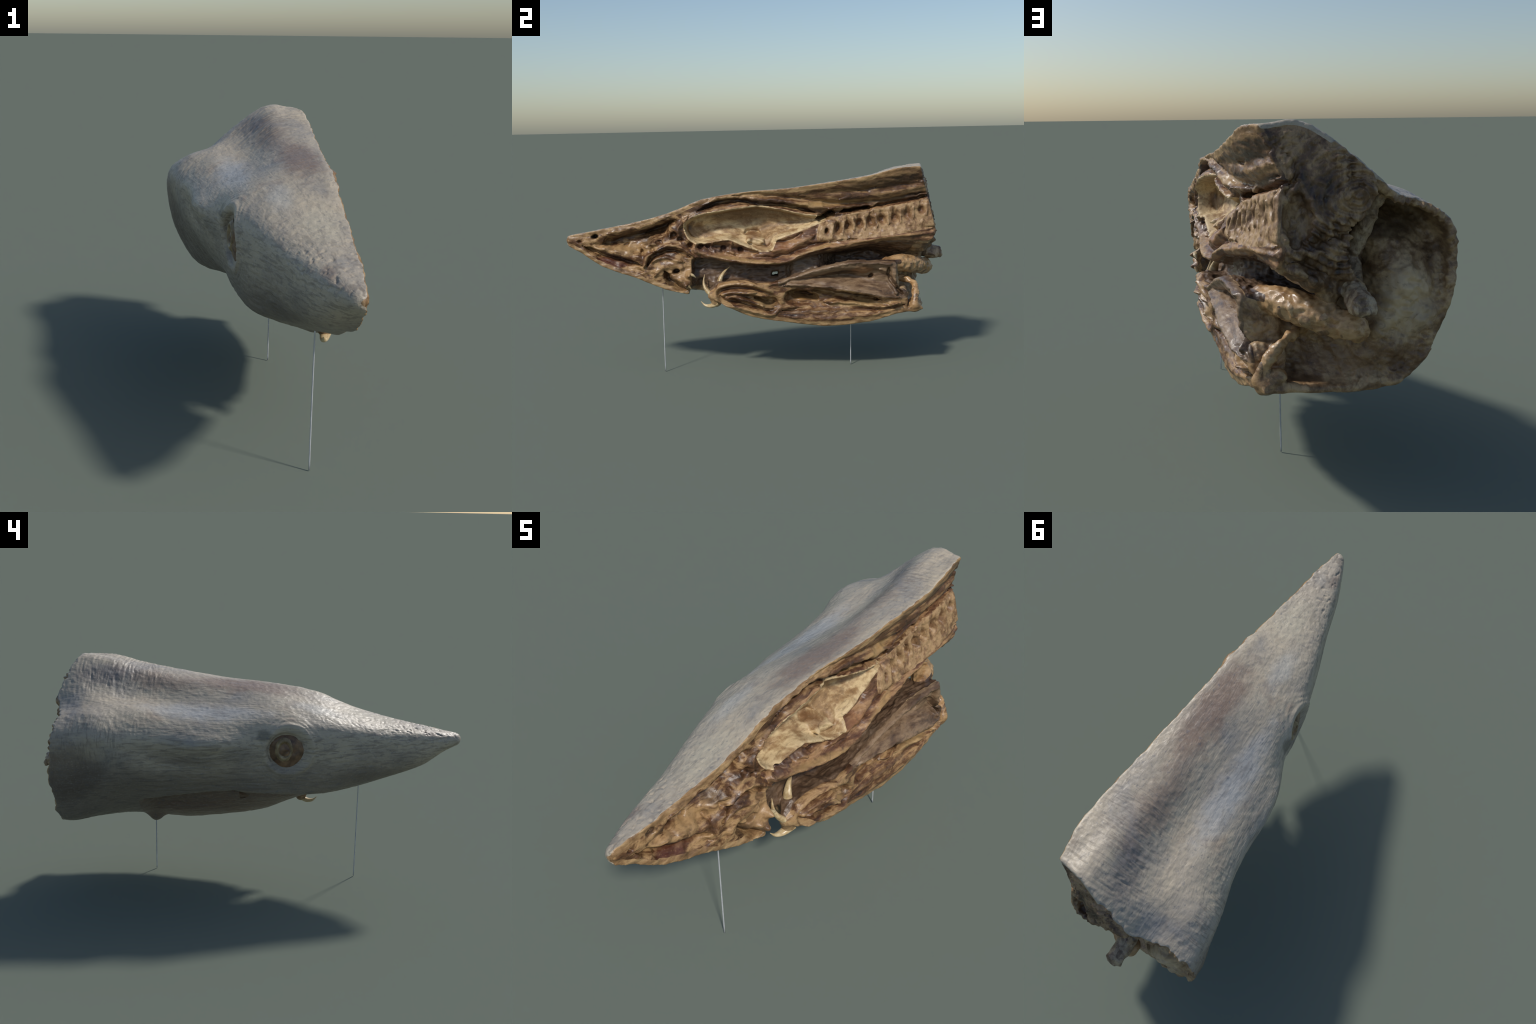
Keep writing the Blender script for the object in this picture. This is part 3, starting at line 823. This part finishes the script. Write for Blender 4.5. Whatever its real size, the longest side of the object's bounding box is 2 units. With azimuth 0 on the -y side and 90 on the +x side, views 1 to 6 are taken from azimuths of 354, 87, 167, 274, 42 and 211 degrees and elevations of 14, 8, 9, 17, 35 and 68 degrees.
SKIN = skin_material()
DARK, MID, LIGHT = (42, 27, 19), (94, 64, 42), (168, 135, 94)
MATS = {
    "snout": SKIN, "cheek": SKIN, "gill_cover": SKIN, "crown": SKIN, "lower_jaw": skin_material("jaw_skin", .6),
    "snout_section": flesh_material("snout_tissue", DARK, (98, 68, 44), (168, 135, 94), (1, .5, 1), 17, spots=[
        ((.2, -.76, .61), (.2, .16, .04), (84, 44, 34), .75), ((.2, -.42, .55), (.2, .09, .10), (162, 130, 92), .6), ((.2, -.855, .742), (.2, .03, .018), (44, 42, 42), .9), ((.2, -.63, .752), (.3, .21, .022), (52, 35, 26), .75, 15), ((.2, -.75, .634), (.3, .17, .016), (48, 30, 28), .8, -20), ((.2, -.58, .71), (.3, .05, .03), (52, 38, 29), .6), ((.2, -.68, .67), (.3, .12, .025), (164, 132, 90), .6, -5), ((.2, -.48, .635), (.3, .09, .012), (60, 42, 32), .6, 15),
        ((.2, -.441, .553), (.2, .03, .02), (48, 38, 36), .8), ((.2, -.47, .50), (.2, .025, .045), (40, 32, 30), .7)]),
    "dermis": flesh_material("skin_edge", (98, 74, 50), (138, 108, 74), (170, 140, 100), (1, .3, 1), 20),
    "braincase": flesh_material("braincase_lining", (88, 64, 43), (152, 122, 85), (206, 182, 140), (1, .55, 1), 10, -.02, .55, spots=[
        ((.15, -.04, .72), (.2, .05, .03), (112, 74, 44), .7), ((.15, .03, .69), (.2, .04, .03), (128, 88, 56), .6), ((.12, -.05, .84), (.2, .42, .07), (112, 86, 58), .8)], bump=.35),  # last spot darkens the upper scoop: painted shadow under its rim
    "back_muscle": flesh_material("sawn_muscle", (44, 29, 21), (94, 66, 44), (152, 121, 84), (1, .22, 1.1), 18, spots=[
        ((.2, -.26, .888), (.3, .10, .016), (50, 36, 34), .8, 20), ((.2, -.05, .905), (.3, .14, .015), (50, 36, 34), .8, -6), ((.2, .2, .872), (.3, .16, .015), (54, 38, 34), .8, -14),
        ((.2, .3, .885), (.3, .28, .020), (172, 140, 92), .6, 3), ((.2, .72, .905), (.3, .22, .018), (58, 42, 30), .7, 10), ((.2, .62, .99), (.3, .3, .035), (66, 49, 34), .6, 8)]),
    "vertebral_column": flesh_material("vertebra_cartilage", (80, 58, 38), (128, 98, 68), (168, 138, 100), (1, .8, .6), 22, -.02, .5, spots=[
        ((.2, py, pz + .004), (.2, .021, .036), (98, 66, 44), .7) for py, pz in PITS]),
    "palate": flesh_material("palate_tissue", (48, 31, 24), (104, 72, 50), (160, 125, 88), (1, .3, 1), 17, spots=[
        ((.2, -.05, .603), (.3, .3, .012), (176, 144, 96), .6, -8), ((.2, .28, .655), (.3, .14, .012), (176, 144, 96), .6, 17), ((.2, .65, .70), (.3, .28, .012), (170, 136, 92), .5, 7),
        ((.2, .13, .665), (.2, .13, .035), (138, 94, 60), .6), ((.2, -.2, .665), (.2, .2, .025), (74, 56, 52), .7)]),
    "mouth_lining": flesh_material("mouth_lining", (52, 38, 30), (86, 66, 50), (112, 90, 70), (1, .4, 1), 18, spots=[
        ((.18, .22, .58), (.2, .12, .08), (112, 96, 78), .6)]),
    "tongue": flesh_material("tongue_muscle", (60, 45, 34), (104, 82, 62), (138, 114, 88), (1, .3, 1), 16, spots=[
        ((.27, .52, .54), (.1, .07, .03), (158, 112, 72), .6)]),
    "jaw_section": flesh_material("jaw_tissue", (44, 28, 20), (102, 71, 47), (168, 135, 94), (1, .3, 1), 18, spots=[
        ((.26, .02, .38), (.1, .07, .04), (182, 152, 108), .7), ((.26, .2, .40), (.1, .09, .03), (166, 128, 80), .7), ((.26, .5, .362), (.1, .2, .018), (184, 154, 108), .6), ((.26, -.10, .435), (.1, .11, .010), (58, 38, 30), .7, 5), ((.26, -.10, .375), (.1, .13, .009), (62, 42, 32), .6, -16), ((.26, .46, .41), (.1, .18, .014), (54, 38, 28), .7, -10), ((.26, .3, .33), (.1, .3, .010), (74, 52, 36), .6)]),
    "neck_muscle": flesh_material("neck_muscle", (58, 42, 31), (112, 86, 62), (164, 136, 102), (1, 1, .6), 14, .0, .42),
    "gill_chamber": flesh_material("gill_lining", (76, 55, 38), (136, 108, 78), (182, 154, 116), (1, .5, 1), 12, .0, .45, spots=[
        ((-.15, .89, .57), (.12, .10, .14), (204, 180, 144), .8), ((-.1, .8, .40), (.3, .2, .07), (104, 76, 54), .6), ((-.12, .75, .79), (.2, .2, .07), (58, 45, 36), .7)]),
    "gill_arch": flesh_material("gill_arch", (76, 60, 46), (132, 110, 88), (178, 158, 130), (1, 1, .5), 28),
    "hyoid_bar": flesh_material("hyoid_cartilage", (110, 78, 50), (158, 122, 82), (186, 152, 110), (.6, .6, 1), 16, -.03, .36, bump=.35),
}

# ------------------------------------------------------------------ objects
root = bpy.data.objects.new("shark_head", None)
root.empty_display_size = .2
root["label"] = "halved preserved shark head with grey skin and brown sawn insides"
root["category"] = "anatomical specimen"
bpy.context.collection.objects.link(root)

def link(name, mesh, parent=root):
    o = bpy.data.objects.new(name, mesh)
    bpy.context.collection.objects.link(o)
    o.parent = parent
    return o

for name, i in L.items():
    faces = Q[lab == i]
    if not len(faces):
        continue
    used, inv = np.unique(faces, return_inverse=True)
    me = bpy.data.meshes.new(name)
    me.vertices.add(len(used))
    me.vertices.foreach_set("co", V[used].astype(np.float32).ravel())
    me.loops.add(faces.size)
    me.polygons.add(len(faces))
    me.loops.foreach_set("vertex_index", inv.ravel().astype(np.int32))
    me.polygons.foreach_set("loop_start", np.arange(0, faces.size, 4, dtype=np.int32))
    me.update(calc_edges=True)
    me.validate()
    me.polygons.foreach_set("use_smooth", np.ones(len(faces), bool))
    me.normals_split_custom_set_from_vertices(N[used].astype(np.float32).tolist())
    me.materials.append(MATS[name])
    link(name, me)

def sweep(name, pts, radii, mat, parent=root, sides=14, flat=1.0, steps=8):
    """Round or flattened spike/rod swept along a spline."""
    c = spline(pts, steps)
    r = np.interp(np.linspace(0, 1, len(c)), np.linspace(0, 1, len(radii)), radii)
    vs, fs = [], []
    up = Vector((1, 0, 0)) if flat != 1.0 else Vector((.3, .9, .2))
    for i, p in enumerate(c):
        t = Vector(c[min(i + 1, len(c) - 1)] - c[max(i - 1, 0)]).normalized()
        a = (up - t * up.dot(t)).normalized()
        b = t.cross(a)
        for k in range(sides):
            w = 2 * math.pi * k / sides
            vs.append(Vector(p) + a * math.cos(w) * r[i] + b * math.sin(w) * r[i] * flat)
    n = len(c)
    for i in range(n - 1):
        for k in range(sides):
            k2 = (k + 1) % sides
            fs.append((i * sides + k, i * sides + k2, (i + 1) * sides + k2, (i + 1) * sides + k))
    fs.append(tuple(range(sides))[::-1])
    fs.append(tuple((n - 1) * sides + k for k in range(sides)))
    me = bpy.data.meshes.new(name)
    me.from_pydata([tuple(v) for v in vs], [], fs)
    for p in me.polygons:
        p.use_smooth = len(p.vertices) == 4
    me.materials.append(mat)
    return link(name, me, parent)

# teeth
tm = Mat("tooth_enamel")
tcol = tm.ramp(tm.noise(45, 4, .6), [(.3, lin((140, 112, 76))), (.5, lin((188, 164, 122))), (.7, lin((208, 192, 156)))])
TOOTH = tm.finish(tcol, .3, tm.noise(90, 3), .15, .002)
TEETH = [
    ([(.225, -.222, .462), (.215, -.215, .505), (.205, -.193, .54), (.197, -.163, .566)], [.024, .018, .010, .001]),
    ([(.245, -.243, .415), (.235, -.282, .444), (.222, -.302, .483), (.212, -.297, .530)], [.024, .018, .010, .001]),
    ([(.245, -.225, .385), (.23, -.265, .366), (.222, -.297, .368), (.217, -.320, .389)], [.022, .017, .010, .001]),
    ([(.14, -.19, .44), (.13, -.215, .47), (.125, -.222, .505)], [.015, .011, .001]),
    ([(.05, -.14, .45), (.04, -.16, .475), (.037, -.165, .50)], [.013, .009, .001]),
    ([(.255, -.392, .49), (.262, -.378, .478), (.262, -.365, .462)], [.016, .011, .002]),
    ([(.262, -.375, .54), (.268, -.355, .535), (.266, -.34, .522)], [.015, .010, .002]),
]
for pts, radii in TEETH:
    sweep("tooth", pts, radii, TOOTH, flat=.7)

# eye: a sunken ball with a cream ring round a shrunken pupil
def eye_mesh(name, rad, zfun, mat, parent, rings=28, segs=56):
    """Disc facing -x, built of rings; zfun gives the bulge at each radius."""
    vs, fs = [(zfun(0, 0), 0, 0)], []
    for i in range(1, rings + 1):
        r = rad * i / rings
        for k in range(segs):
            w = 2 * math.pi * k / segs
            vs.append((zfun(i / rings, w), r * math.cos(w), r * math.sin(w)))
    for k in range(segs):
        fs.append((0, 1 + (k + 1) % segs, 1 + k))
    for i in range(rings - 1):
        a, b = 1 + i * segs, 1 + (i + 1) * segs
        for k in range(segs):
            k2 = (k + 1) % segs
            fs.append((a + k, a + k2, b + k2, b + k))
    me = bpy.data.meshes.new(name)
    me.from_pydata(vs, [], fs)
    for p in me.polygons:
        p.use_smooth = True
    me.materials.append(mat)
    return link(name, me, parent)

em = Mat("eyeball")
ecol = em.ramp(em.noise(30, 5, .6), [(.3, lin((74, 56, 44))), (.5, lin((118, 90, 66))), (.7, lin((150, 118, 84)))])
EYEBALL = em.finish(ecol, .35, em.noise(60, 4), .3, .003)
im = Mat("iris_ring")
icol = im.ramp(im.noise(40, 4, .6), [(.3, lin((104, 86, 62))), (.5, lin((144, 124, 92))), (.7, lin((172, 154, 120)))])
IRIS = im.finish(icol, .35, im.noise(90, 3), .2, .002)
pm = Mat("pupil")
pcol = pm.ramp(pm.noise(60, 3, .6), [(.35, lin((50, 42, 40))), (.65, lin((122, 96, 84)))])
PUPIL = pm.finish(pcol, .4)
eye = eye_mesh("eye", .094, lambda t, w: -.006 + .026 * t * t + .002 * math.cos(3 * w + 9 * t), EYEBALL, root)
eye.location = EYE + np.array([.010, 0, 0])
eye.rotation_euler = (0, math.radians(2), math.radians(9))
ring = eye_mesh("iris", .052, lambda t, w: .010 - .016 * math.exp(-((t - .72) / .26) ** 2) + .012 * math.exp(-(t / .4) ** 2), IRIS, eye)
ring.location = (-.004, .020, .006)
ring.scale = (1, .85, 1.1)
pup = eye_mesh("pupil", .0215, lambda t, w: .004 - .006 * math.exp(-(t / .5) ** 2), PUPIL, ring)
pup.location = (.004, .002, 0)

# support rods
rm = Mat("steel_rod")
rcol = rm.ramp(rm.noise(30, 2), [(.3, lin((186, 188, 192))), (.7, lin((206, 208, 210)))])
ROD = rm.finish(rcol, .35)
rm.b.inputs["Metallic"].default_value = .3
sweep("support_rod", [(.146, -.522, 0), (.149, -.5215, .25), (.153, -.521, .50)], [.0027, .0027], ROD, sides=12)
sweep("support_rod", [(.116, .478, 0), (.118, .4785, .15), (.119, .479, .30)], [.0027, .0027], ROD, sides=12)
